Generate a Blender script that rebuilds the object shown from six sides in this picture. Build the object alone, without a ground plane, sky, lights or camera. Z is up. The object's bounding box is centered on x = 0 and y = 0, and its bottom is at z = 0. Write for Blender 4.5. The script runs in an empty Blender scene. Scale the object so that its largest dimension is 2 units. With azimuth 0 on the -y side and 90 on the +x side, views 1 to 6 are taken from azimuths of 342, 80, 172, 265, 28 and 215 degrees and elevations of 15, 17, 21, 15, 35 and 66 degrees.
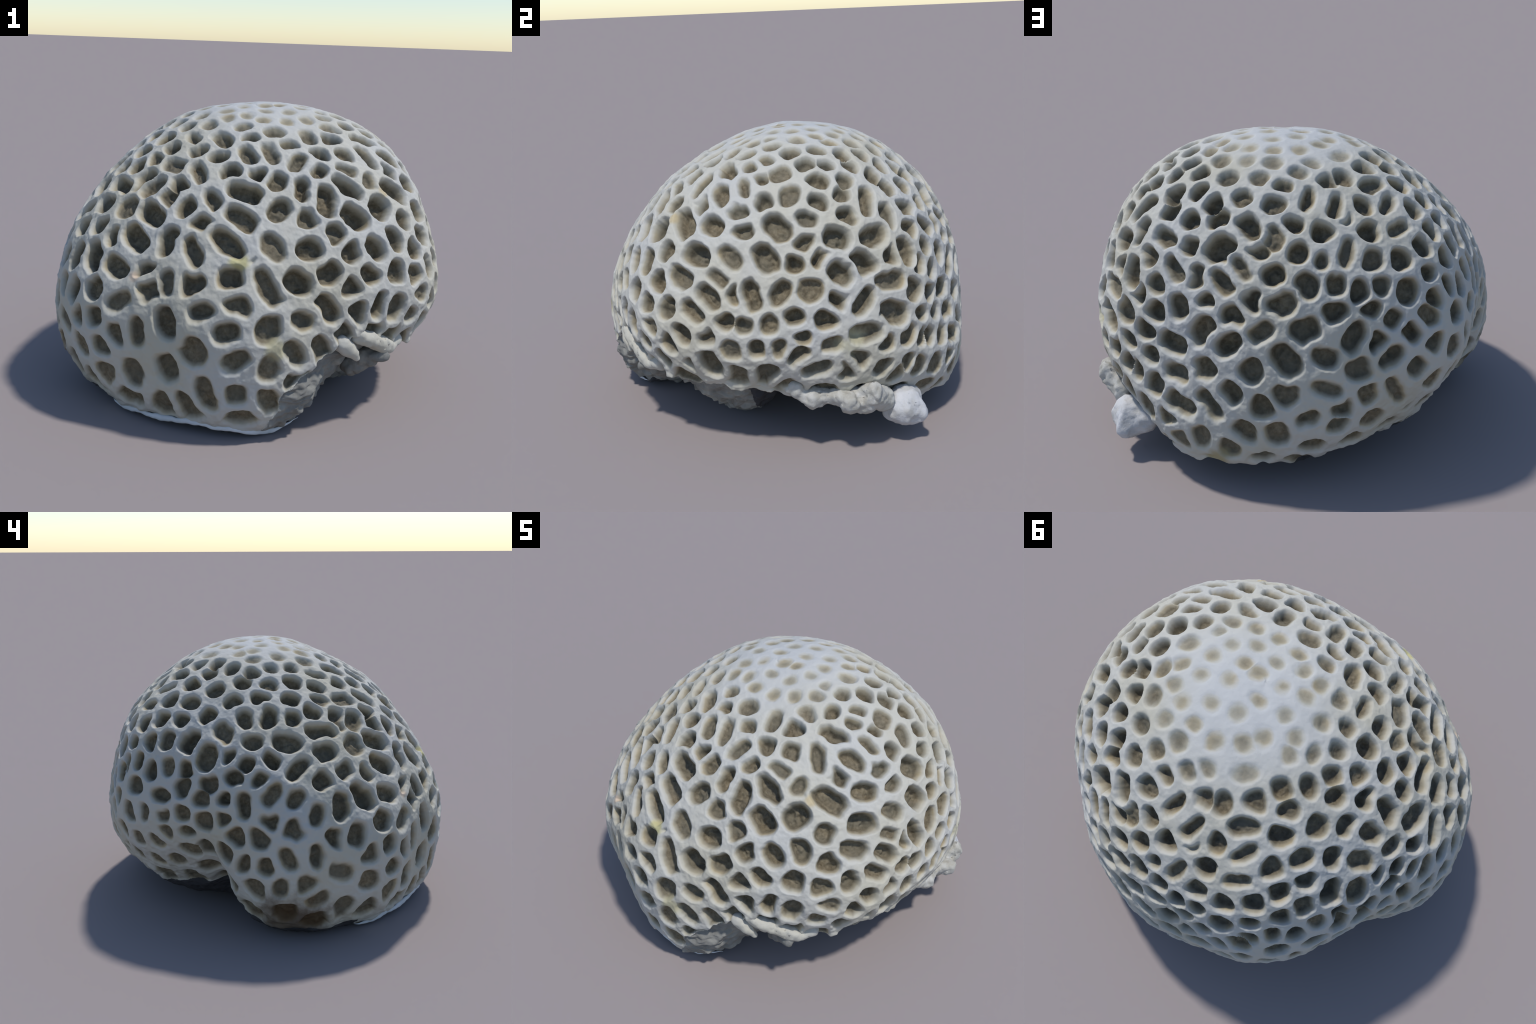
"""A dead, bleached head of star coral.

The body is one smooth dome (a B-spline surface through rings of control
radii).  Its skin is divided into cups like a Voronoi foam: every cup is a
steep-walled hollow sunk along the body's normal, the ridges between cups are
the foam's walls.  The crown is almost flat, as the scan smoothed it.  Below a ragged lip on one
side the living crust has broken away and shows grey rock; a few nodules and
broken flakes hang there, and a pale cut edge runs round the front of the foot.
"""
import math
import bpy
import numpy as np
from mathutils import Vector

rng = np.random.default_rng(7)
CENTRE = np.array([0.0, 0.0, 0.55])      # all directions are taken from here

# ------------------------------------------------------------------ the dome
# Control radii (metres) of the body: one ring for each elevation in degrees,
# 24 control points a ring, azimuth 0 at -y, counted towards +x.
CONTROL_RADII = {
    -45: (.839, .687, .703, .853, .814, .721, .674, .690, .660, .660, .660, .660, .680, .690, .762, .712, .707, .757, .817, .849, .860, .852, .810, .863),
    -30: (1.009, .770, .766, .823, .841, .780, .745, .838, .945, 1.056, 1.038, .983, .886, .836, .859, .766, .717, .917, 1.051, 1.019, 1.033, 1.043, 1.037, 1.055),
    -15: (.935, .873, .887, .911, .892, .891, .949, .998, .986, 1.035, .977, .958, .991, .915, .892, .862, .785, .972, 1.061, 1.009, 1.039, .925, .966, 1.002),
    0: (.899, .905, .950, 1.017, .982, .987, .970, .986, .959, .879, .917, .930, .936, .922, 1.001, .950, .876, .933, .996, .998, 1.018, .949, .959, .965),
    15: (.862, .893, .926, .935, .938, .937, .967, .961, .947, .903, .921, .915, .906, .919, .962, .927, .901, .916, .952, .936, .898, .874, .878, .874),
    30: (.822, .853, .878, .912, .949, .939, .965, .954, .953, .923, .909, .918, .930, .931, .957, .927, .886, .876, .873, .858, .853, .853, .851, .831),
    45: (.818, .851, .868, .889, .933, .951, .956, .951, .921, .903, .897, .899, .888, .897, .907, .882, .854, .856, .840, .823, .815, .815, .809, .807),
    60: (.797, .801, .823, .851, .878, .894, .904, .906, .903, .899, .892, .886, .884, .877, .871, .869, .861, .837, .816, .805, .798, .794, .791, .793),
    75: (.810, .809, .814, .829, .848, .859, .861, .865, .867, .867, .865, .861, .856, .850, .845, .846, .846, .840, .830, .823, .820, .815, .811, .810),
    90: (.832,),
}

# The large, small or oval cups that catch the eye: azimuth, elevation of the
# mouth, half length and half width in cm, tilt of the length from the level.
OVAL_CUPS = (
    (23.3, 62.1, 6.9, 3.8, 71), (319.2, 61.7, 7.1, 4.1, 142), (297.4, 60.0, 6.4, 3.2, 156), (352.4, 55.0, 7.0, 3.3, 103), (339.5, 54.6, 6.9, 4.1, 120),
    (53.6, 51.1, 7.2, 4.0, 133), (5.1, 50.0, 6.8, 4.3, 54), (175.8, 48.8, 6.1, 2.8, 73), (186.0, 46.4, 5.9, 3.1, 66), (302.7, 46.2, 6.7, 4.5, 1),
    (42.8, 45.8, 7.9, 4.0, 83), (65.1, 44.4, 5.7, 2.7, 112), (318.4, 44.3, 7.1, 3.7, 132), (206.9, 43.4, 6.1, 2.9, 40), (55.6, 42.1, 7.0, 3.9, 121),
    (154.7, 40.3, 6.5, 4.7, 129), (2.6, 39.4, 6.6, 3.6, 76), (262.5, 39.0, 7.1, 4.2, 80), (339.5, 38.6, 8.5, 5.1, 165), (21.6, 38.0, 8.1, 4.6, 128),
    (252.5, 37.7, 6.4, 4.2, 109), (293.1, 37.6, 7.0, 4.3, 69), (109.4, 37.1, 8.3, 3.9, 68), (205.4, 36.3, 6.1, 3.5, 9), (301.2, 36.2, 6.4, 4.0, 59),
    (328.3, 35.1, 7.2, 3.6, 127), (11.2, 34.9, 7.8, 4.5, 80), (146.6, 33.6, 6.9, 6.1, 57), (283.3, 33.2, 8.8, 4.4, 179), (126.2, 32.9, 6.5, 3.9, 163),
    (43.6, 32.9, 8.6, 5.0, 139), (55.8, 32.7, 6.4, 4.9, 158), (185.7, 32.5, 6.9, 3.3, 72), (352.3, 32.5, 6.9, 5.2, 49), (245.3, 32.2, 6.9, 4.6, 135),
    (77.5, 32.1, 7.3, 5.1, 135), (115.0, 31.6, 6.9, 4.4, 78), (269.4, 29.8, 8.0, 5.0, 156), (31.1, 29.3, 6.6, 5.4, 40), (339.7, 29.2, 8.4, 5.0, 149),
    (154.6, 29.0, 6.1, 2.8, 124), (19.9, 28.2, 7.0, 5.4, 127), (95.6, 28.2, 6.8, 5.3, 154), (233.5, 28.0, 6.6, 5.0, 76), (307.2, 27.6, 8.0, 4.7, 159),
    (107.3, 27.4, 7.2, 4.7, 10), (282.5, 25.9, 7.4, 4.8, 15), (133.2, 25.9, 6.6, 3.8, 141), (149.5, 25.0, 6.5, 4.1, 139), (52.4, 24.4, 7.6, 5.3, 169),
    (73.9, 24.2, 6.9, 5.3, 122), (63.8, 24.1, 7.4, 4.6, 137), (241.2, 23.6, 6.6, 4.9, 83), (335.9, 21.5, 9.2, 4.9, 146), (117.7, 21.5, 7.0, 4.8, 98),
    (349.6, 21.3, 7.4, 5.7, 121), (272.3, 21.1, 8.0, 4.3, 38), (166.5, 20.6, 6.3, 4.2, 21), (102.1, 20.5, 6.7, 4.9, 130), (1.2, 20.5, 6.7, 5.3, 179),
    (316.5, 20.3, 7.6, 4.4, 85), (305.3, 19.3, 8.6, 4.8, 154), (94.8, 18.9, 6.5, 4.9, 127), (325.5, 18.3, 7.3, 4.1, 124), (23.4, 18.2, 6.7, 5.1, 125),
    (48.0, 17.8, 7.4, 4.5, 156), (77.8, 15.1, 6.8, 4.3, 58), (109.0, 14.9, 8.3, 3.8, 179), (70.3, 14.3, 7.0, 4.0, 107), (172.5, 13.8, 6.5, 5.3, 18),
    (263.7, 13.4, 6.6, 4.3, 55), (161.0, 13.4, 6.1, 4.1, 34), (57.9, 13.2, 6.4, 3.9, 145), (337.7, 12.4, 6.3, 4.6, 11), (144.4, 11.6, 7.8, 5.0, 51),
    (356.8, 11.2, 6.7, 5.3, 151), (292.1, 11.2, 7.8, 5.1, 137), (185.0, 11.0, 7.1, 4.2, 55), (100.0, 10.7, 7.6, 4.3, 48), (302.7, 10.7, 7.3, 4.7, 160),
    (347.7, 10.3, 8.9, 4.3, 120), (255.6, 10.0, 6.9, 3.8, 97), (226.7, 9.8, 6.2, 4.0, 179), (284.2, 9.3, 6.8, 4.8, 84), (152.3, 9.3, 6.8, 4.5, 42),
    (53.5, 9.1, 6.9, 3.9, 144), (276.7, 7.6, 5.9, 3.8, 68), (177.3, 6.8, 6.3, 4.0, 159), (167.3, 6.5, 7.7, 5.6, 126), (135.3, 6.3, 7.2, 5.0, 171),
    (109.3, 6.1, 8.7, 5.1, 159), (194.8, 4.6, 6.7, 4.1, 37), (5.4, 3.0, 7.9, 4.9, 131), (330.5, 2.8, 6.2, 3.9, 24), (100.0, 2.7, 8.4, 4.5, 1),
    (22.2, 2.4, 6.7, 4.2, 70), (306.4, 2.1, 7.3, 4.6, 33), (288.2, 1.1, 6.6, 4.8, 65), (357.7, 0.8, 6.3, 4.5, 162), (28.4, 0.6, 7.3, 5.0, 76),
    (177.4, -1.3, 7.4, 3.9, 163), (320.7, -1.4, 8.2, 5.4, 101), (137.0, -1.4, 6.9, 4.1, 3), (337.5, -1.8, 6.3, 4.4, 15), (276.2, -3.5, 7.2, 4.1, 101),
    (268.4, -4.3, 6.6, 4.2, 118), (312.7, -4.7, 7.7, 3.9, 97), (58.0, -5.5, 7.8, 5.3, 98), (196.4, -5.8, 9.3, 3.8, 122), (87.1, -6.1, 7.2, 4.0, 15),
    (147.4, -7.4, 7.8, 3.9, 131), (356.1, -8.2, 7.3, 3.9, 128), (340.0, -8.9, 7.0, 4.7, 33), (138.9, -8.9, 8.0, 4.2, 162), (283.2, -8.9, 7.7, 5.0, 162),
    (172.6, -9.0, 6.1, 3.8, 27), (321.0, -13.8, 6.9, 5.6, 111), (310.7, -17.0, 7.6, 5.2, 101), (332.1, -18.9, 8.8, 4.7, 108),
)

# The other cups that can be told apart: (azimuth, elevation) in degrees.  Their
# shape follows from their neighbours, and the last gaps are filled by rule.
PLACED_CUPS = (
    # 84 to 90 degrees up
    (72.9, 86.7), (288.1, 85.2),
    # 78 to 84 degrees up
    (8.5, 82.2), (77.4, 82.2), (124.6, 80.1), (196.8, 83.6), (241.8, 78.2), (284.9, 78.4),
    # 72 to 78 degrees up
    (20.9, 72.8), (45.5, 77.3), (72.8, 74.5), (94.5, 73.2), (117, 72.4), (148.8, 74.2), (175.1, 77.8), (213, 73.7),
    (306.2, 74.1), (329.3, 77.9), (355.1, 75.3),
    # 66 to 72 degrees up
    (42.7, 70.2), (58.1, 66.7), (71.2, 68.3), (109.2, 66.4), (137.4, 67.3), (156, 67.8), (176.1, 68.5), (195.9, 71.2),
    (231.6, 68.2), (240.8, 71.7), (247.9, 66.1), (267.3, 71), (297.1, 67.8), (330.8, 69.8), (359.5, 66.8),
    # 60 to 66 degrees up
    (45.8, 62.1), (74.4, 62.5), (92.1, 65.6), (111.6, 61.4), (123.7, 65.6), (143.4, 61.9), (159, 62), (181.1, 61.8),
    (222.6, 60), (262.1, 62.8), (278.4, 63.7), (339.8, 63),
    # 54 to 60 degrees up
    (5.4, 59.1), (34.1, 58.1), (59.7, 59.2), (72.1, 54.9), (84.6, 57.2), (100.1, 57.3), (112.1, 55), (127.9, 59.7),
    (138.9, 54.3), (154.7, 55.7), (173.4, 58), (185.9, 54.4), (194.9, 55), (208.8, 57.1), (224.4, 54.1), (237, 58.6),
    (250.3, 58.2), (275.9, 55.6), (310.3, 54.6),
    # 48 to 54 degrees up
    (19.8, 52.4), (31.7, 49.8), (65.3, 52.4), (79.2, 48.5), (91.1, 51.7), (99.8, 50.3), (111, 49.2), (123.2, 53.5),
    (149, 48.5), (165.7, 53.1), (204.8, 50.6), (220.3, 48.3), (234.5, 48.3), (246.9, 52.8), (261.8, 53.2), (290.8, 53),
    (323.4, 52.7),
    # 42 to 48 degrees up
    (12, 45), (25.9, 43.9), (71, 47.3), (94.6, 45.2), (104.7, 44.6), (119, 44.9), (130, 47.8), (138.9, 45.6),
    (162.5, 47.2), (187.3, 42.8), (196.8, 44.8), (245.3, 44.6), (257.8, 47.1), (273, 47.1), (289.1, 46.1), (332.6, 46.5),
    (345.7, 46.1), (353.1, 43.1),
    # 36 to 42 degrees up
    (33.6, 38.1), (48.5, 39.2), (64.4, 37.1), (72.5, 39.9), (82.2, 41.3), (91.1, 38.9), (100.7, 40), (112, 39.6),
    (123.1, 40.1), (132.9, 39.6), (143.5, 41.3), (163.8, 37.6), (170, 41), (179.6, 38.9), (194.5, 37.3), (216.2, 40),
    (225.9, 41), (236.8, 37.3), (271.9, 39.1), (282.6, 41.5), (312.4, 39.5),
    # 30 to 36 degrees up
    (66.5, 31.6), (86.7, 33.8), (100.6, 34), (136.2, 32.7), (158.9, 33.6), (171.3, 33.5), (178.4, 31), (210.4, 30.1),
    (218, 32.8), (226.2, 34.1), (310.6, 33.4), (319.2, 31.7),
    # 24 to 30 degrees up
    (2.5, 29.7), (10.7, 24.2), (85.7, 27.8), (122.9, 26.9), (140.9, 25.3), (164.1, 28), (173.7, 25.7), (181.3, 25.1),
    (192.8, 29.6), (201.4, 28.1), (218.1, 24.8), (225.1, 26.7), (249.1, 24.4), (256.6, 29.5), (263.3, 24.1), (295.4, 27.6),
    (325.8, 27.4),
    # 18 to 24 degrees up
    (14.7, 18.2), (31.6, 18.9), (39.8, 23.7), (61.2, 18.3), (82.7, 22.7), (90, 23.9), (111.6, 21.7), (127.9, 21.1),
    (145.1, 20.5), (158.3, 21.3), (181.1, 18.4), (188.1, 22.6), (190.3, 18.1), (193.4, 22.9), (201.1, 20), (209.5, 22.9),
    (214.9, 18.5), (228, 19), (234.9, 19.1), (252.1, 18.2), (255.2, 22.2), (287.9, 20), (296.5, 18.2),
    # 12 to 18 degrees up
    (6.8, 13.7), (39.6, 15.1), (65.8, 15), (86, 15.3), (93.3, 12.5), (122.6, 16.9), (128.4, 14.2), (137.2, 17.4),
    (153.4, 17.2), (196.1, 14.3), (205.6, 12.9), (209.3, 16.9), (221.1, 16.7), (234.7, 13.1), (243.8, 15.5), (259.8, 17.9),
    (270.7, 12.5), (280, 17.5), (311.8, 12.1),
    # 6 to 12 degrees up
    (13.2, 8.8), (19.3, 11.7), (29.3, 10.9), (37.3, 8.7), (45.2, 9.2), (63, 7.7), (68.7, 7.1), (74.7, 6.9),
    (81.5, 9), (89.3, 7.5), (118.3, 10.8), (125.8, 7.8), (191.3, 9.2), (200.7, 10), (216.3, 11.1), (241, 10.3),
    (248.8, 11.2), (263.5, 6), (314.7, 6.9), (318.6, 9.2), (326.9, 9.5),
    # 0 to 6 degrees up
    (15.1, 1), (39, 2.9), (51, 2.8), (57.8, 3), (71.6, 0.6), (77.4, 1), (83.3, 3.8), (90, 0.5),
    (120.3, 3.4), (127.9, 0.5), (145.8, 1.6), (158.4, 3.4), (186, 3), (201.9, 0.2), (206.6, 5.6), (214.6, 2.1),
    (221.1, 3.5), (228.3, 4.1), (235.3, 5.2), (242, 4), (248.4, 5.7), (253.2, -0), (260.1, 1), (270.2, 3.6),
    (281.2, 1.3), (297.5, 3.9), (339.9, 5.2),
    # -6 to 0 degrees up
    (46.3, -0.9), (64.9, -0.2), (82.5, -1.6), (98.1, -4), (106.3, -1.2), (113.9, -1), (119.2, -3.5), (124, -4),
    (129.8, -5.5), (153, -3.4), (167.2, -2.8), (188.2, -4.3), (228.9, -1.6), (236, -1), (249.6, -5.3), (292.4, -4.8),
    (299, -3.4), (306.5, -6), (348.1, -0.7),
    # -12 to -6 degrees up
    (3.4, -7), (53, -6.6), (65.1, -7.6), (94.3, -7.1), (105.2, -7.6), (110.3, -11.6), (114.3, -8.9), (118.4, -10.9),
    (161.8, -6.3), (180.3, -11.1), (181.1, -7), (223.8, -6.2), (235.3, -7.7), (240.6, -6.1), (255.6, -7.4), (262.2, -7.1),
    (266.5, -12), (273.2, -11.4), (301, -10.1), (328.9, -7.5), (349.5, -11.3),
    # -18 to -12 degrees up
    (134.7, -13.1), (144.3, -16.6), (156.8, -13.6), (164.6, -13.1), (259.3, -13.7), (276.2, -16.2), (292.7, -12.8), (355.8, -15.2),
    # -24 to -18 degrees up
    (138.1, -18.3), (152.5, -18.5), (268.6, -19.8), (285.1, -20.3), (301.7, -18.6), (326.3, -23.7), (340.5, -18.7), (349.1, -18.9),
    # -30 to -24 degrees up
    (319.4, -25),
)

# The ragged lip under which the crust has broken away: azimuth -> elevation.
LIP_AZIMUTH = (-12, -7, 0, 7, 14, 20, 25, 33, 41, 50, 59, 68, 75, 81, 87, 96, 106)
LIP_ELEVATION = (-30, -20, -14, -9.5, -7, -6.5, -8.5, -14, -15, -16, -14.5, -14, -16.5, -18.5, -19.5, -20.5, -24)
LIP_DEPTH = (0, .010, .015, .030, .040, .045, .050, .055, .050, .045, .040, .050, .075, .130, .130, .040, 0)
# The pale cut edge round the front of the foot.
RIM_AZIMUTH = (-66, -58, -49, -40, -30, -22, -14, -10, -3, 3)
RIM_ELEVATION = (-32.2, -31.6, -31.2, -30.4, -29.8, -30.2, -31.5, -33.2, -33.4, -33.0)


def ring_table():
    rows = []
    for elevation in range(-90, 91, 15):
        if elevation < -45:                 # the flat foot, 5 cm above the ground
            reach = 0.485 / math.sin(math.radians(-elevation))
            rows.append([reach] * 24)
        else:
            row = CONTROL_RADII[elevation]
            rows.append(list(row) * (24 // len(row)))
    return np.array(rows)


RINGS = ring_table()


def bspline_weights(t):
    return np.stack([(1 - t) ** 3, 3 * t ** 3 - 6 * t ** 2 + 4, -3 * t ** 3 + 3 * t ** 2 + 3 * t + 1, t ** 3], -1) / 6


def angles(d):
    azimuth = np.degrees(np.arctan2(d[:, 0], -d[:, 1])) % 360
    elevation = np.degrees(np.arcsin(np.clip(d[:, 2], -1, 1)))
    return azimuth, elevation


def directions(azimuth, elevation):
    a, e = np.radians(azimuth), np.radians(elevation)
    return np.stack([np.cos(e) * np.sin(a), -np.cos(e) * np.cos(a), np.sin(e)], -1)


def body_radius(d):
    n_rings, n_around = RINGS.shape
    azimuth, elevation = angles(d)
    fa, fe = azimuth / (360 / n_around), (elevation + 90) / (180 / (n_rings - 1))
    ia, ie = np.floor(fa).astype(int), np.minimum(np.floor(fe).astype(int), n_rings - 2)
    wa, we = bspline_weights(fa - ia), bspline_weights(fe - ie)
    radius = np.zeros(len(d))
    for j in range(4):
        ring = ie + j - 1
        over = (ring < 0) | (ring > n_rings - 1)          # across a pole: the opposite side
        ring = np.where(ring < 0, -ring, np.where(ring > n_rings - 1, 2 * (n_rings - 1) - ring, ring))
        turn = np.where(over, n_around // 2, 0)
        for i in range(4):
            radius += we[:, j] * wa[:, i] * RINGS[ring, (ia + i - 1 + turn) % n_around]
    return radius


def body_point(d):
    return CENTRE + d * body_radius(d)[:, None]


def smoothstep(lo, hi, x):
    t = np.clip((x - lo) / (hi - lo), 0, 1)                # also falls, when hi < lo
    return t * t * (3 - 2 * t)


def lattice(ix, iy, iz, seed):
    h = (ix * 73856093) ^ (iy * 19349663) ^ (iz * 83492791) ^ (seed * 2654435761)
    h = (h ^ (h >> 13)) * 1274126177
    return ((h ^ (h >> 16)) & 0xFFFF) / 32767.5 - 1


def noise(p, size, seed=0, octaves=2):
    """Smooth value noise in about -1..1, lumps of the given size in metres."""
    total, gain = np.zeros(len(p)), 1.0
    for o in range(octaves):
        q = p / size * 2 ** o + 100.37
        i = np.floor(q).astype(np.int64)
        f = q - i
        f = f * f * (3 - 2 * f)
        value = 0
        for dx in (0, 1):
            for dy in (0, 1):
                for dz in (0, 1):
                    w = (f[:, 0] if dx else 1 - f[:, 0]) * (f[:, 1] if dy else 1 - f[:, 1]) * (f[:, 2] if dz else 1 - f[:, 2])
                    value = value + w * lattice(i[:, 0] + dx, i[:, 1] + dy, i[:, 2] + dz, seed + o)
        total += gain * value
        gain *= 0.5
    return total


# --------------------------------------------------------------- cup centres
def cup_centres():
    placed = np.vstack([np.array(OVAL_CUPS, float)[:, :2], np.array(PLACED_CUPS, float)])
    centres = body_point(directions(placed[:, 0], placed[:, 1]))
    k = np.arange(16000) + 0.5                              # an even spread of test points
    e, a = 90 - np.degrees(np.arccos(1 - 2 * k / len(k))), (180 * (1 + 5 ** 0.5) * k) % 360
    spread = body_point(directions(a, e))
    keep = (e > -29) & (spread[:, 2] > 0.1)
    spread, e = spread[keep], e[keep]
    lip = np.interp((angles((spread - CENTRE) / np.linalg.norm(spread - CENTRE, axis=1)[:, None])[0] + 180) % 360 - 180, LIP_AZIMUTH, LIP_ELEVATION, left=-40, right=-40)
    spread, e = spread[e > lip + 2], e[e > lip + 2]
    room = 0.108 + 0.022 * (1 - smoothstep(-24, -4, e))
    gap = np.full(len(spread), 9.0)
    for c in centres:
        gap = np.minimum(gap, np.linalg.norm(spread - c, axis=1))
    grown = []
    while True:                                             # a new cup in the widest gap
        i = int(np.argmax(gap / room))
        if gap[i] < room[i]:
            break
        grown.append(spread[i])
        gap = np.minimum(gap, np.linalg.norm(spread - spread[i], axis=1))
    grown, n = np.array(grown), len(centres)
    for _ in range(6):                                      # new cups settle into their cells
        every = np.vstack([centres, grown])
        near = np.zeros(len(spread), int)
        for s in range(0, len(spread), 4000):
            near[s:s + 4000] = ((spread[s:s + 4000, None] - every) ** 2).sum(-1).argmin(1)
        for j in range(len(grown)):
            mine = spread[near == n + j]
            if len(mine):
                grown[j] = mine.mean(0)
    return np.vstack([centres, grown])


CUPS = cup_centres()
N_CUPS = len(CUPS)
CUP_DEPTH = rng.uniform(0.75, 1.15, N_CUPS)                  # some cups are filled up more
CUP_DEPTH[rng.random(N_CUPS) < 0.08] *= 0.6
CUP_DEPTH[:len(OVAL_CUPS)] *= np.clip(np.array(OVAL_CUPS)[:, 3] / 4.2, 0.75, 1.2)     # wide cups are deep
CUP_WALL = np.clip(rng.normal(0, 0.0022, N_CUPS), -0.003, 0.006)   # and some have thicker walls
between = np.linalg.norm(CUPS[:, None] - CUPS, axis=2) + 9 * np.eye(N_CUPS)
PARTNER = np.full(N_CUPS, -1)                                # pairs that run into each other
for c in np.argsort(between.min(1))[:110]:
    other = between[c].argmin()
    if min(c, other) < len(OVAL_CUPS):
        continue
    if rng.random() < 0.5 and PARTNER[c] < 0 and PARTNER[other] < 0:
        PARTNER[c], PARTNER[other] = other, c

# ------------------------------------------------------------ the whole skin
bpy.ops.mesh.primitive_ico_sphere_add(subdivisions=9, radius=1)
ball = bpy.context.object
sphere = ball.data
n_verts, n_faces = len(sphere.vertices), len(sphere.polygons)
co = np.empty(n_verts * 3, np.float32)
sphere.vertices.foreach_get("co", co)
D = co.reshape(-1, 3).astype(float)
D /= np.linalg.norm(D, axis=1)[:, None]
faces = np.empty(n_faces * 3, np.int32)
sphere.loops.foreach_get("vertex_index", faces)
faces = faces.reshape(-1, 3)
bpy.data.objects.remove(ball)


def vertex_normals(p):
    n = np.zeros_like(p)
    a, b, c = p[faces[:, 0]], p[faces[:, 1]], p[faces[:, 2]]
    f = np.cross(b - a, c - a)
    for k in range(3):
        for axis in range(3):
            n[:, axis] += np.bincount(faces[:, k], f[:, axis], len(p))
    return n / np.maximum(np.linalg.norm(n, axis=1), 1e-12)[:, None]


P = body_point(D)
N = vertex_normals(P)
azimuth, elevation = angles(D)
turned = (azimuth + 180) % 360 - 180                       # -180..180, 0 at the front

# two nearest-neighbour tables: the cup a point is in, and the walls around it
home = np.empty(n_verts, int)
wall = np.empty(n_verts)                                   # distance to the cell's border
tree_near = 9
SIZE = np.clip(rng.normal(0, 0.0005, N_CUPS), -0.0015, 0.0018)     # bigger cups push their walls outwards
warped = P + 0.008 * np.stack([noise(P, 0.085, seed, 1) for seed in (101, 102, 103)], 1)
for s in range(0, n_verts, 20000):
    p = warped[s:s + 20000].astype(np.float32)
    d2 = (p * p).sum(1)[:, None] - 2 * p @ CUPS.T.astype(np.float32) + ((CUPS ** 2).sum(1) - SIZE).astype(np.float32)
    near = np.argpartition(d2, tree_near, axis=1)[:, :tree_near]
    dn = np.take_along_axis(d2, near, 1)
    order = dn.argsort(1)
    near, dn = np.take_along_axis(near, order, 1), np.take_along_axis(dn, order, 1)
    first = CUPS[near[:, 0]]
    apart = np.linalg.norm(CUPS[near[:, 1:]] - first[:, None], axis=2)
    # 0 in the middle of a cup, 1 at each wall; the power mean rounds the corners
    share = np.maximum((dn[:, :1] - dn[:, 1:]) / apart ** 2 + 1, 0.01).astype(float)
    share = (share * np.where(near[:, 1:] == PARTNER[near[:, :1]], 0.62, 1.0)) ** 3.6
    total = share.sum(1)
    half_width = (share * apart).sum(1) / total / 2
    wall[s:s + 20000] = (1 - total ** (1 / 3.6)) * half_width
    home[s:s + 20000] = near[:, 0]

# the oval cups: an ellipse with a wall of its own round it
ragged3 = np.stack([noise(P, 0.035, seed, 1) for seed in (111, 112, 113)], 1)
MOUTH = 0.0135                                              # the wall value at a cup's mouth
for c, (a, e, length, width, tilt) in enumerate(OVAL_CUPS):
    outward = directions(np.array([a]), np.array([e]))[0]
    east = np.cross((0, 0, 1), outward)
    east /= np.linalg.norm(east)
    north = np.cross(outward, east)
    long_way = math.cos(math.radians(tilt)) * east + math.sin(math.radians(tilt)) * north
    cross_way = np.cross(outward, long_way)
    around = np.flatnonzero(((P - CUPS[c]) ** 2).sum(1) < 0.17 ** 2)
    q = P[around] + 0.7 * (warped[around] - P[around]) + 0.005 * ragged3[around] - CUPS[c]
    u, v = q @ long_way / (length / 100), q @ cross_way / (width / 100)
    rho = np.maximum((np.abs(u) ** 2.5 + np.abs(v) ** 2.5) ** 0.4, 1e-4)
    steepness = np.hypot(u / length, v / width) * 100 / rho
    inside = np.minimum((1 - rho) / steepness, width / 100)
    own = home[around] == c
    outside = -inside - MOUTH                               # a neighbour stays clear of the oval's wall
    closeness = np.maximum(0.018 - np.abs(wall[around] - outside), 0) / 0.018
    clear = np.minimum(wall[around], outside) - 0.0045 * closeness ** 2
    wall[around] = np.where(own, MOUTH + inside, np.where(inside > -MOUTH, np.maximum(MOUTH + inside, clear), clear))
    home[around[inside > -MOUTH]] = c

away = np.linalg.norm(P - CUPS[home], axis=1)
wall = np.minimum(wall, 0.11 - away)                      # no cup is wider than 15 cm
ragged = noise(P, 0.035, 3)

# cup relief: flat on the scan-smoothed crown, faint low on the flanks
CROWN = np.array([0.03, 0.08, 1.38])
crown = 1 - smoothstep(0.24, 0.54, np.linalg.norm((P - CROWN) * (1.0, 1.0, 0.6), axis=1) + 0.05 * noise(P, 0.2, 11))
low = 1 - smoothstep(-34, -18, elevation + 3 * noise(P, 0.25, 5))
low = np.where((turned > 100) | (turned < -125), low * 0.45, low)
smeared = 1 - smoothstep(0.22, 0.48, np.arccos(np.clip(D @ directions(np.array([216.0]), np.array([-13.0]))[0], -1, 1)) + 0.05 * noise(P, 0.15, 19))
lip = np.interp(turned, LIP_AZIMUTH, LIP_ELEVATION, left=-60, right=-60) + 1.5 * noise(P, 0.06, 21, 3)
lip_depth = np.interp(turned, LIP_AZIMUTH, LIP_DEPTH, left=0, right=0)
under = (1 - smoothstep(-0.8, 0.6, elevation - lip)) * (lip_depth > 0)
sole_height = 0.085 + 0.015 * noise(P, 0.1, 31)
sole = 1 - smoothstep(-0.62, -0.42, N[:, 2])               # the downward-facing foot

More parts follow.
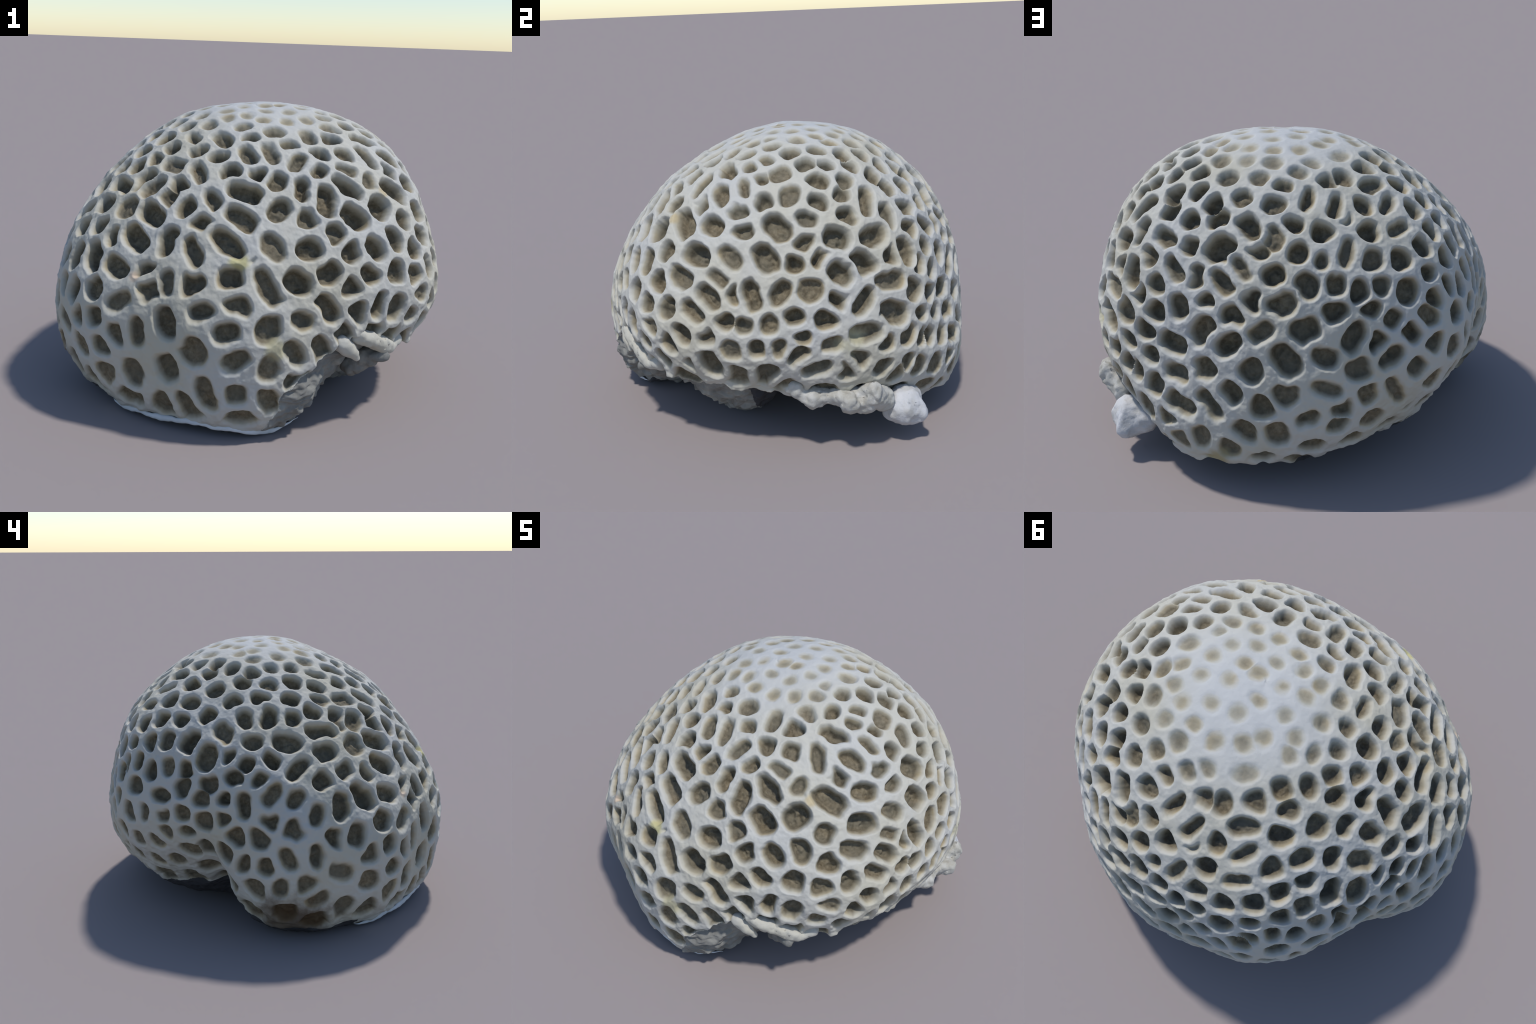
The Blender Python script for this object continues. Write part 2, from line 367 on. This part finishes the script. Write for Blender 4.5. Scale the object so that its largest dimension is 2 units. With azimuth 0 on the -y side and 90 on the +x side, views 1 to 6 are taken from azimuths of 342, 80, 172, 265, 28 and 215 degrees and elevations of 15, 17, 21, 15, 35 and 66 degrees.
half_wall = 0.0035 + 0.0035 * ragged + 0.005 * low + 0.005 * smeared + 0.0035 * noise(P, 0.3, 8) + CUP_WALL[home]
slope = 0.034 + 0.010 * smoothstep(10, -18, elevation) + 0.010 * np.maximum(low, smeared)
steep = np.clip((wall - half_wall) / slope, 0, 1)
hollow = 1 - (1 - steep ** 1.6) ** 2.0                        # rounded ridge, steep wall, bowl floor
dimple = (1 - smoothstep(0.002, 0.068, np.linalg.norm(warped - CUPS[home], axis=1) + 0.006 * noise(P, 0.04, 17))) * smoothstep(-0.004, 0.022, wall)
hollow += crown * (dimple - hollow)
hollow *= 1 - (1 - smoothstep(-0.2, 1.0, elevation - lip)) * (lip_depth > 0)
reach = smoothstep(-34, -31, elevation + 1.5 * noise(P, 0.08, 29))
raised = 0.140 * smoothstep(116, 136, azimuth) * (1 - smoothstep(160, 182, azimuth))   # the back does not touch the ground
reach *= smoothstep(0.004, 0.055, P[:, 2] - raised + 0.02 * noise(P, 0.06, 75))
shelf = smoothstep(74, 80, turned) * (1 - smoothstep(96, 102, turned)) * (1 - smoothstep(2.5, 4.5, elevation - lip))   # a plain torn edge
hollow *= reach * (1 - shelf)
tucked = smoothstep(98, 108, azimuth) * (1 - smoothstep(135, 150, azimuth)) * (1 - smoothstep(-20, -8, elevation))   # shallower skin beside the knob
depth = (0.059 - 0.020 * smoothstep(12, -22, elevation)) * CUP_DEPTH[home] * (1 - 0.84 * crown) * (1 - 0.25 * low) * (1 - 0.45 * smeared) * (1 - 0.5 * tucked)
debris = noise(P, 0.030, 14, 2)
sink = hollow * depth * (1 + 0.16 * debris)
shape = (0.004 * noise(P, 0.06, 41) + 0.002 * noise(P, 0.02, 43)) * (1 - 0.6 * crown)
rock = 0.026 * noise(P, 0.12, 51, 3) + 0.014 * noise(P * (1, 1, 2.2), 0.05, 57)
flatten = np.maximum(sole, under)
offset = -sink + shape * (1 - under) + rock * np.maximum(under, 0.35 * sole) - under * lip_depth
lip_edge = np.exp(-((elevation - lip - 0.8) / 1.3) ** 2) * (lip_depth > 0.01)
offset += 0.007 * lip_edge * (1 + 1.2 * noise(P, 0.05, 61))
rim = np.interp(turned, RIM_AZIMUTH, RIM_ELEVATION, left=-99, right=-99) + 0.25 * noise(P, 0.03, 83)
# the deep cleft between the two lobes of the back
cleft = np.exp(-((turned + 117.0 - 0.5 * np.maximum(elevation, 0)) / (2.8 + 0.08 * np.maximum(0, 0 - elevation))) ** 2)
cleft *= 1 - smoothstep(-30, 8, elevation)
offset -= 0.014 * tucked
offset -= 0.080 * cleft * smoothstep(-46, -33, elevation)
V = P + N * offset[:, None]
V[:, 2] = np.maximum(V[:, 2], raised * (1 + 0.25 * noise(P, 0.09, 73)) + 0.004 * (1 + noise(P, 0.05, 71)))
NORMALS = vertex_normals(V)

# ------------------------------------------------------------------ materials
def node(tree, kind, **values):
    n = tree.nodes.new(kind)
    for key, value in values.items():
        if key.startswith("in_"):
            name = key[3:]
            n.inputs[int(name) if name.isdigit() else name].default_value = value
        else:
            setattr(n, key, value)
    return n


def ramp(tree, fac, stops):
    r = node(tree, "ShaderNodeValToRGB")
    while len(r.color_ramp.elements) < len(stops):
        r.color_ramp.elements.new(0.5)
    for e, (at, colour) in zip(r.color_ramp.elements, stops):
        e.position = at
        e.color = (*colour, 1) if len(colour) == 3 else colour
    tree.links.new(fac, r.inputs[0])
    return r.outputs[0]


def mix(tree, fac, a, b, blend="MIX"):
    m = node(tree, "ShaderNodeMix", data_type="RGBA", blend_type=blend)
    for socket, value in ((m.inputs[0], fac), (m.inputs[6], a), (m.inputs[7], b)):
        if isinstance(value, bpy.types.NodeSocket):
            tree.links.new(value, socket)
        else:
            socket.default_value = value if isinstance(value, float) else (*value, 1)
    return m.outputs[2]


def math_node(tree, op, a, b=0.0):
    m = node(tree, "ShaderNodeMath", operation=op)
    for socket, value in zip(m.inputs, (a, b)):
        if isinstance(value, bpy.types.NodeSocket):
            tree.links.new(value, socket)
        else:
            socket.default_value = value
    return m.outputs[0]


def noise_node(tree, coords, scale, detail=3.0, rough=0.55):
    n = node(tree, "ShaderNodeTexNoise", in_Scale=scale, in_Detail=detail, in_Roughness=rough)
    tree.links.new(coords, n.inputs["Vector"])
    return n.outputs[0]


def new_material(name, roughness):
    m = bpy.data.materials.new(name)
    m.use_nodes = True
    t = m.node_tree
    t.nodes.clear()
    out = node(t, "ShaderNodeOutputMaterial")
    b = node(t, "ShaderNodeBsdfPrincipled", in_Roughness=roughness)
    b.inputs["Specular IOR Level"].default_value = 0.25
    t.links.new(b.outputs[0], out.inputs[0])
    coords = node(t, "ShaderNodeTexCoord").outputs["Object"]
    return m, t, b, coords


# stains: place, reach in metres, colour
STAINS = (
    ((-0.29, -0.79, 0.80), 0.060, (0.46, 0.42, 0.20)),
    ((0.445, -0.59, 1.048), 0.038, (0.47, 0.385, 0.235)),
    ((-0.70, -0.58, 0.70), 0.035, (0.55, 0.44, 0.34)),
    ((-0.16, -0.93, 0.45), 0.070, (0.40, 0.37, 0.24)),
    ((-0.93, -0.01, 0.12), 0.250, (0.065, 0.037, 0.016)),
    ((0.48, 0.77, 0.18), 0.070, (0.32, 0.27, 0.14)),
    ((0.90, 0.10, 0.55), 0.10, (0.44, 0.41, 0.28)),
)
SCRATCHES = (((0.205, -0.215, 1.333), 0.012), ((0.032, -0.043, 1.379), 0.006), ((0.185, -0.416, 1.242), 0.010))


def skeleton_material():
    m, t, b, coords = new_material("bleached_coral_skeleton", 0.82)
    link = t.links.new
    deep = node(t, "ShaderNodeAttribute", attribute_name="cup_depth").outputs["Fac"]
    grain = noise_node(t, coords, 9.0, 4.0)
    broad = noise_node(t, coords, 2.3, 2.0)
    fine = noise_node(t, coords, 55.0, 3.0)
    ridge = ramp(t, broad, [(0.30, (0.460, 0.462, 0.452)), (0.48, (0.478, 0.468, 0.428)), (0.66, (0.460, 0.438, 0.365))])
    ridge = mix(t, math_node(t, "MULTIPLY", grain, 0.30), ridge, (0.40, 0.380, 0.325))
    high = node(t, "ShaderNodeVectorMath", operation="DISTANCE")
    link(coords, high.inputs[0])
    high.inputs[1].default_value = (0.03, 0.08, 1.38)
    scan_blur = node(t, "ShaderNodeMapRange", in_1=0.62, in_2=0.22, interpolation_type="SMOOTHSTEP")
    link(math_node(t, "ADD", high.outputs["Value"], math_node(t, "MULTIPLY", broad, 0.25)), scan_blur.inputs[0])
    ridge = mix(t, scan_blur.outputs[0], ridge, (0.455, 0.459, 0.455))  # neutral tone over the crown patch that the scan left blurred
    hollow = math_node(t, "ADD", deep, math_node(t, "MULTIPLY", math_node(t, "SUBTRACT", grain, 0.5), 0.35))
    shaded_dirt = ramp(t, fine, [(0.30, (0.110, 0.088, 0.056)), (0.52, (0.162, 0.135, 0.090)), (0.75, (0.225, 0.188, 0.128))])  # brown floor dirt, darkened further to carry the shade inside the cups
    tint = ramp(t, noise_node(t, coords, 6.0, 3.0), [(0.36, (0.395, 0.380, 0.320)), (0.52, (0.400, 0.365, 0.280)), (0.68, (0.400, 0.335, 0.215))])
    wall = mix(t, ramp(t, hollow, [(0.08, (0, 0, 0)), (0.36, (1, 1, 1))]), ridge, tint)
    shaded_dirt = mix(t, ramp(t, noise_node(t, coords, 7.5, 1.0), [(0.35, (0, 0, 0)), (0.65, (0.6, 0.6, 0.6))]), shaded_dirt, (0.118, 0.112, 0.088))
    colour = mix(t, ramp(t, hollow, [(0.24, (0, 0, 0)), (0.68, (1, 1, 1))]), wall, shaded_dirt)
    for place, reach, stain in STAINS:
        far = node(t, "ShaderNodeVectorMath", operation="DISTANCE")
        link(coords, far.inputs[0])
        far.inputs[1].default_value = place
        d = math_node(t, "ADD", far.outputs["Value"], math_node(t, "MULTIPLY", math_node(t, "SUBTRACT", grain, 0.5), reach * 1.2))
        mask = node(t, "ShaderNodeMapRange", in_1=reach, in_2=reach * 0.4, interpolation_type="SMOOTHSTEP")
        link(d, mask.inputs[0])
        colour = mix(t, math_node(t, "MULTIPLY", mask.outputs[0], 0.85), colour, stain)
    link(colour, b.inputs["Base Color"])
    bump = node(t, "ShaderNodeBump", in_Strength=0.25, in_Distance=0.004)
    link(math_node(t, "ADD", fine, math_node(t, "MULTIPLY", noise_node(t, coords, 160.0, 2.0), 0.4)), bump.inputs["Height"])
    link(bump.outputs[0], b.inputs["Normal"])
    return m


def plain_material(name, stops, scale, roughness, strength=0.4):
    m, t, b, coords = new_material(name, roughness)
    n = noise_node(t, coords, scale, 5.0, 0.6)
    t.links.new(ramp(t, n, stops), b.inputs["Base Color"])
    bump = node(t, "ShaderNodeBump", in_Strength=strength, in_Distance=0.006)
    t.links.new(noise_node(t, coords, scale * 5, 4.0), bump.inputs["Height"])
    t.links.new(bump.outputs[0], b.inputs["Normal"])
    return m


SKELETON = skeleton_material()
ROCK = plain_material("shaded_grey_broken_rock", [(0.3, (0.13, 0.125, 0.11)), (0.5, (0.20, 0.198, 0.185)), (0.7, (0.29, 0.285, 0.255))], 9.0, 0.9)  # the rock's own grey, lowered to include the shadow under the lip
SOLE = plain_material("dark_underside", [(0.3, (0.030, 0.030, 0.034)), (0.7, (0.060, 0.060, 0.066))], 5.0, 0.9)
CHALK = plain_material("white_nodule_crust", [(0.3, (0.43, 0.42, 0.40)), (0.55, (0.51, 0.51, 0.52)), (0.75, (0.55, 0.55, 0.57))], 14.0, 0.8)
CRUST = plain_material("cream_broken_crust", [(0.3, (0.33, 0.31, 0.265)), (0.5, (0.43, 0.42, 0.385)), (0.72, (0.50, 0.495, 0.48))], 14.0, 0.85)
EDGE = plain_material("pale_cut_edge", [(0.3, (0.50, 0.53, 0.56)), (0.7, (0.62, 0.65, 0.69))], 8.0, 0.75, 0.1)

# ---------------------------------------------------------------- the parts
coral = bpy.data.objects.new("coral_head", None)
coral.empty_display_size = 0.2
bpy.context.collection.objects.link(coral)
coral["label"] = "bleached rounded coral head covered in deep cup-shaped pits"
coral["category"] = "coral"


def part_from_faces(name, chosen, material, parent):
    f = faces[chosen]
    used, inverse = np.unique(f, return_inverse=True)
    mesh = bpy.data.meshes.new(name)
    mesh.vertices.add(len(used))
    mesh.vertices.foreach_set("co", V[used].astype(np.float32).ravel())
    mesh.loops.add(f.size)
    mesh.loops.foreach_set("vertex_index", inverse.ravel().astype(np.int32))
    mesh.polygons.add(len(f))
    mesh.polygons.foreach_set("loop_start", np.arange(0, f.size, 3, dtype=np.int32))
    mesh.polygons.foreach_set("use_smooth", np.ones(len(f), bool))
    mesh.update(calc_edges=True)
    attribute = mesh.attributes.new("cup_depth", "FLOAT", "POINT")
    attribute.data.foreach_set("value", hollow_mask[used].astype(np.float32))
    mesh.normals_split_custom_set_from_vertices(NORMALS[used])
    mesh.materials.append(material)
    obj = bpy.data.objects.new(name, mesh)
    bpy.context.collection.objects.link(obj)
    obj.parent = parent
    return obj


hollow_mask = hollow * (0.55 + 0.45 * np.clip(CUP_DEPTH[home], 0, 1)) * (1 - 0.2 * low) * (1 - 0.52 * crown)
face_hollow = hollow[faces].mean(1)
face_sole = V[faces].mean(1)
face_normal = NORMALS[faces].mean(1)
below_lip = under[faces].mean(1) > 0.5
front_angle = turned[faces[:, 0]]
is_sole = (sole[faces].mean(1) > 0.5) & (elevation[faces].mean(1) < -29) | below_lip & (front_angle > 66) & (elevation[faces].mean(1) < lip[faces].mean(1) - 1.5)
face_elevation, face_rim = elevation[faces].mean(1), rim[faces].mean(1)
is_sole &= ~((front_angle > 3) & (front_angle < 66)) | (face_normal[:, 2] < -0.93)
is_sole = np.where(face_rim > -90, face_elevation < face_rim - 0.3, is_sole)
is_rock = below_lip & ~is_sole
in_cup = (face_hollow > 0.5) & ~is_sole & ~is_rock
skin = ~is_sole & ~is_rock & ~in_cup
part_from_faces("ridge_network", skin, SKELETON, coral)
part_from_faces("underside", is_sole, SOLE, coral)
part_from_faces("broken_rock_base", is_rock, ROCK, coral)

face_home = home[faces[:, 0]]                             # the cup each face is in
sizes = np.bincount(face_home[in_cup], minlength=N_CUPS)
ranked = np.argsort(-sizes)
named = ranked[:300]
named = named[sizes[named] > 60]
by_cup = np.argsort(face_home, kind="stable")
by_cup = by_cup[in_cup[by_cup]]
starts = np.searchsorted(face_home[by_cup], np.arange(N_CUPS + 1))
for cup in sorted(named):
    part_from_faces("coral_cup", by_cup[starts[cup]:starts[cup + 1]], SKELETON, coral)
left = in_cup & ~np.isin(face_home, named)
if left.any():
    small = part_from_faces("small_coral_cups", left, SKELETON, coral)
    small["kind"] = "stuff"


# --------------------------------------------- nodules, flakes and foot edge
def crust(name, balls, material, seed, rough=1.0):
    """Lumpy crust: metaballs run together, turned to a mesh and roughened."""
    meta = bpy.data.metaballs.new(name)
    meta.resolution = meta.render_resolution = 0.008
    meta.threshold = 0.35
    chain = []
    for (p, r), (q, w) in zip(balls, balls[1:]):            # fill in along the chain
        for t in (0.0, 0.33, 0.67):
            chain.append(([a + t * (b - a) for a, b in zip(p, q)], r + t * (w - r)))
    for place, size in chain + [balls[-1]]:
        ball = meta.elements.new()
        ball.co = place
        ball.radius = size * 1.45
    blob = bpy.data.objects.new(name + "_blob", meta)
    bpy.context.collection.objects.link(blob)
    bpy.context.view_layer.update()
    mesh = bpy.data.meshes.new_from_object(blob.evaluated_get(bpy.context.evaluated_depsgraph_get()))
    bpy.data.objects.remove(blob)
    bpy.data.metaballs.remove(meta)
    mesh.name = name
    n = len(mesh.vertices)
    c, out = np.empty(n * 3, np.float32), np.empty(n * 3, np.float32)
    mesh.vertices.foreach_get("co", c)
    mesh.vertices.foreach_get("normal", out)
    c, out = c.reshape(-1, 3).astype(float), out.reshape(-1, 3)
    c = c + rough * out * (0.010 * noise(c, 0.055, seed, 3) + 0.007 * np.abs(noise(c, 0.04, seed + 9, 2)) - 0.003)[:, None]
    c[:, 2] = np.maximum(c[:, 2], 0.008)
    mesh.vertices.foreach_set("co", c.astype(np.float32).ravel())
    mesh.update()
    mesh.polygons.foreach_set("use_smooth", np.ones(len(mesh.polygons), bool))
    mesh.materials.clear()
    mesh.materials.append(material)
    obj = bpy.data.objects.new(name, mesh)
    bpy.context.collection.objects.link(obj)
    obj.parent = coral


crust("white_knob", (((0.780, 0.430, 0.170), 0.060), ((0.848, 0.382, 0.160), 0.078), ((0.850, 0.370, 0.190), 0.072), ((0.872, 0.445, 0.140), 0.042), ((0.830, 0.330, 0.130), 0.046)), CHALK, 91, 0.8)
crust("nodule_crust", (((0.870, 0.275, 0.235), 0.052), ((0.935, 0.195, 0.305), 0.052), ((0.968, 0.200, 0.316), 0.026),
                       ((0.900, 0.180, 0.250), 0.052), ((0.880, 0.130, 0.250), 0.058), ((0.945, 0.090, 0.278), 0.038), ((0.880, 0.065, 0.270), 0.046),
                       ((0.866, 0.010, 0.282), 0.040), ((0.862, -0.045, 0.280), 0.050), ((0.868, -0.070, 0.262), 0.022), ((0.840, -0.130, 0.330), 0.036)), CRUST, 93, 1.35)
crust("broken_flake", (((0.255, -0.840, 0.440), 0.034), ((0.330, -0.815, 0.415), 0.038), ((0.405, -0.780, 0.375), 0.040), ((0.455, -0.750, 0.345), 0.030),
                       ((0.500, -0.705, 0.365), 0.040)), SKELETON, 95, 0.7)
crust("broken_spur", (((0.165, -0.845, 0.425), 0.036), ((0.205, -0.845, 0.400), 0.034), ((0.236, -0.844, 0.368), 0.023), ((0.252, -0.842, 0.345), 0.013)), SKELETON, 97, 0.6)
crust("hanging_rock", (((0.300, -0.690, 0.240), 0.050), ((0.350, -0.720, 0.295), 0.048), ((0.395, -0.760, 0.325), 0.036), ((0.415, -0.800, 0.320), 0.018)), ROCK, 101, 1.2)


def foot_edge():
    """The pale cut edge along the front of the foot: a thin swept strip."""
    a = np.linspace(RIM_AZIMUTH[0], 1, 160)
    e = np.interp(a, RIM_AZIMUTH, RIM_ELEVATION)
    d = directions(a % 360, e)
    spine = body_point(d)
    spine += 0.006 * np.stack([noise(spine, 0.05, k, 2) for k in (81, 82, 83)], 1)
    width = 0.012 * np.minimum(1, np.minimum(a - a[0] + 0.5, a[-1] + 0.5 - a) / 8) * (1 + 0.3 * noise(spine, 0.06, 84))
    outward = d * (1, 1, 0) / np.linalg.norm(d[:, :2], axis=1)[:, None]
    around = [2 * math.pi * k / 10 for k in range(10)]
    c = np.stack([spine + outward * (math.cos(t) * 0.7 * width + 0.004)[:, None] + np.array([0, 0, 1.0]) * (math.sin(t) * width)[:, None] for t in around], 1).reshape(-1, 3)
    c[:, 2] = np.maximum(c[:, 2], 0.001)
    n = len(a)
    f = [(i * 10 + k, i * 10 + (k + 1) % 10, (i + 1) * 10 + (k + 1) % 10, (i + 1) * 10 + k) for i in range(n - 1) for k in range(10)]
    f += [tuple(range(9, -1, -1)), tuple((n - 1) * 10 + k for k in range(10))]
    mesh = bpy.data.meshes.new("foot_edge")
    mesh.from_pydata(c.tolist(), [], f)
    mesh.update()
    mesh.polygons.foreach_set("use_smooth", np.ones(len(mesh.polygons), bool))
    mesh.materials.append(EDGE)
    obj = bpy.data.objects.new("foot_edge", mesh)
    bpy.context.collection.objects.link(obj)
    obj.parent = coral


foot_edge()
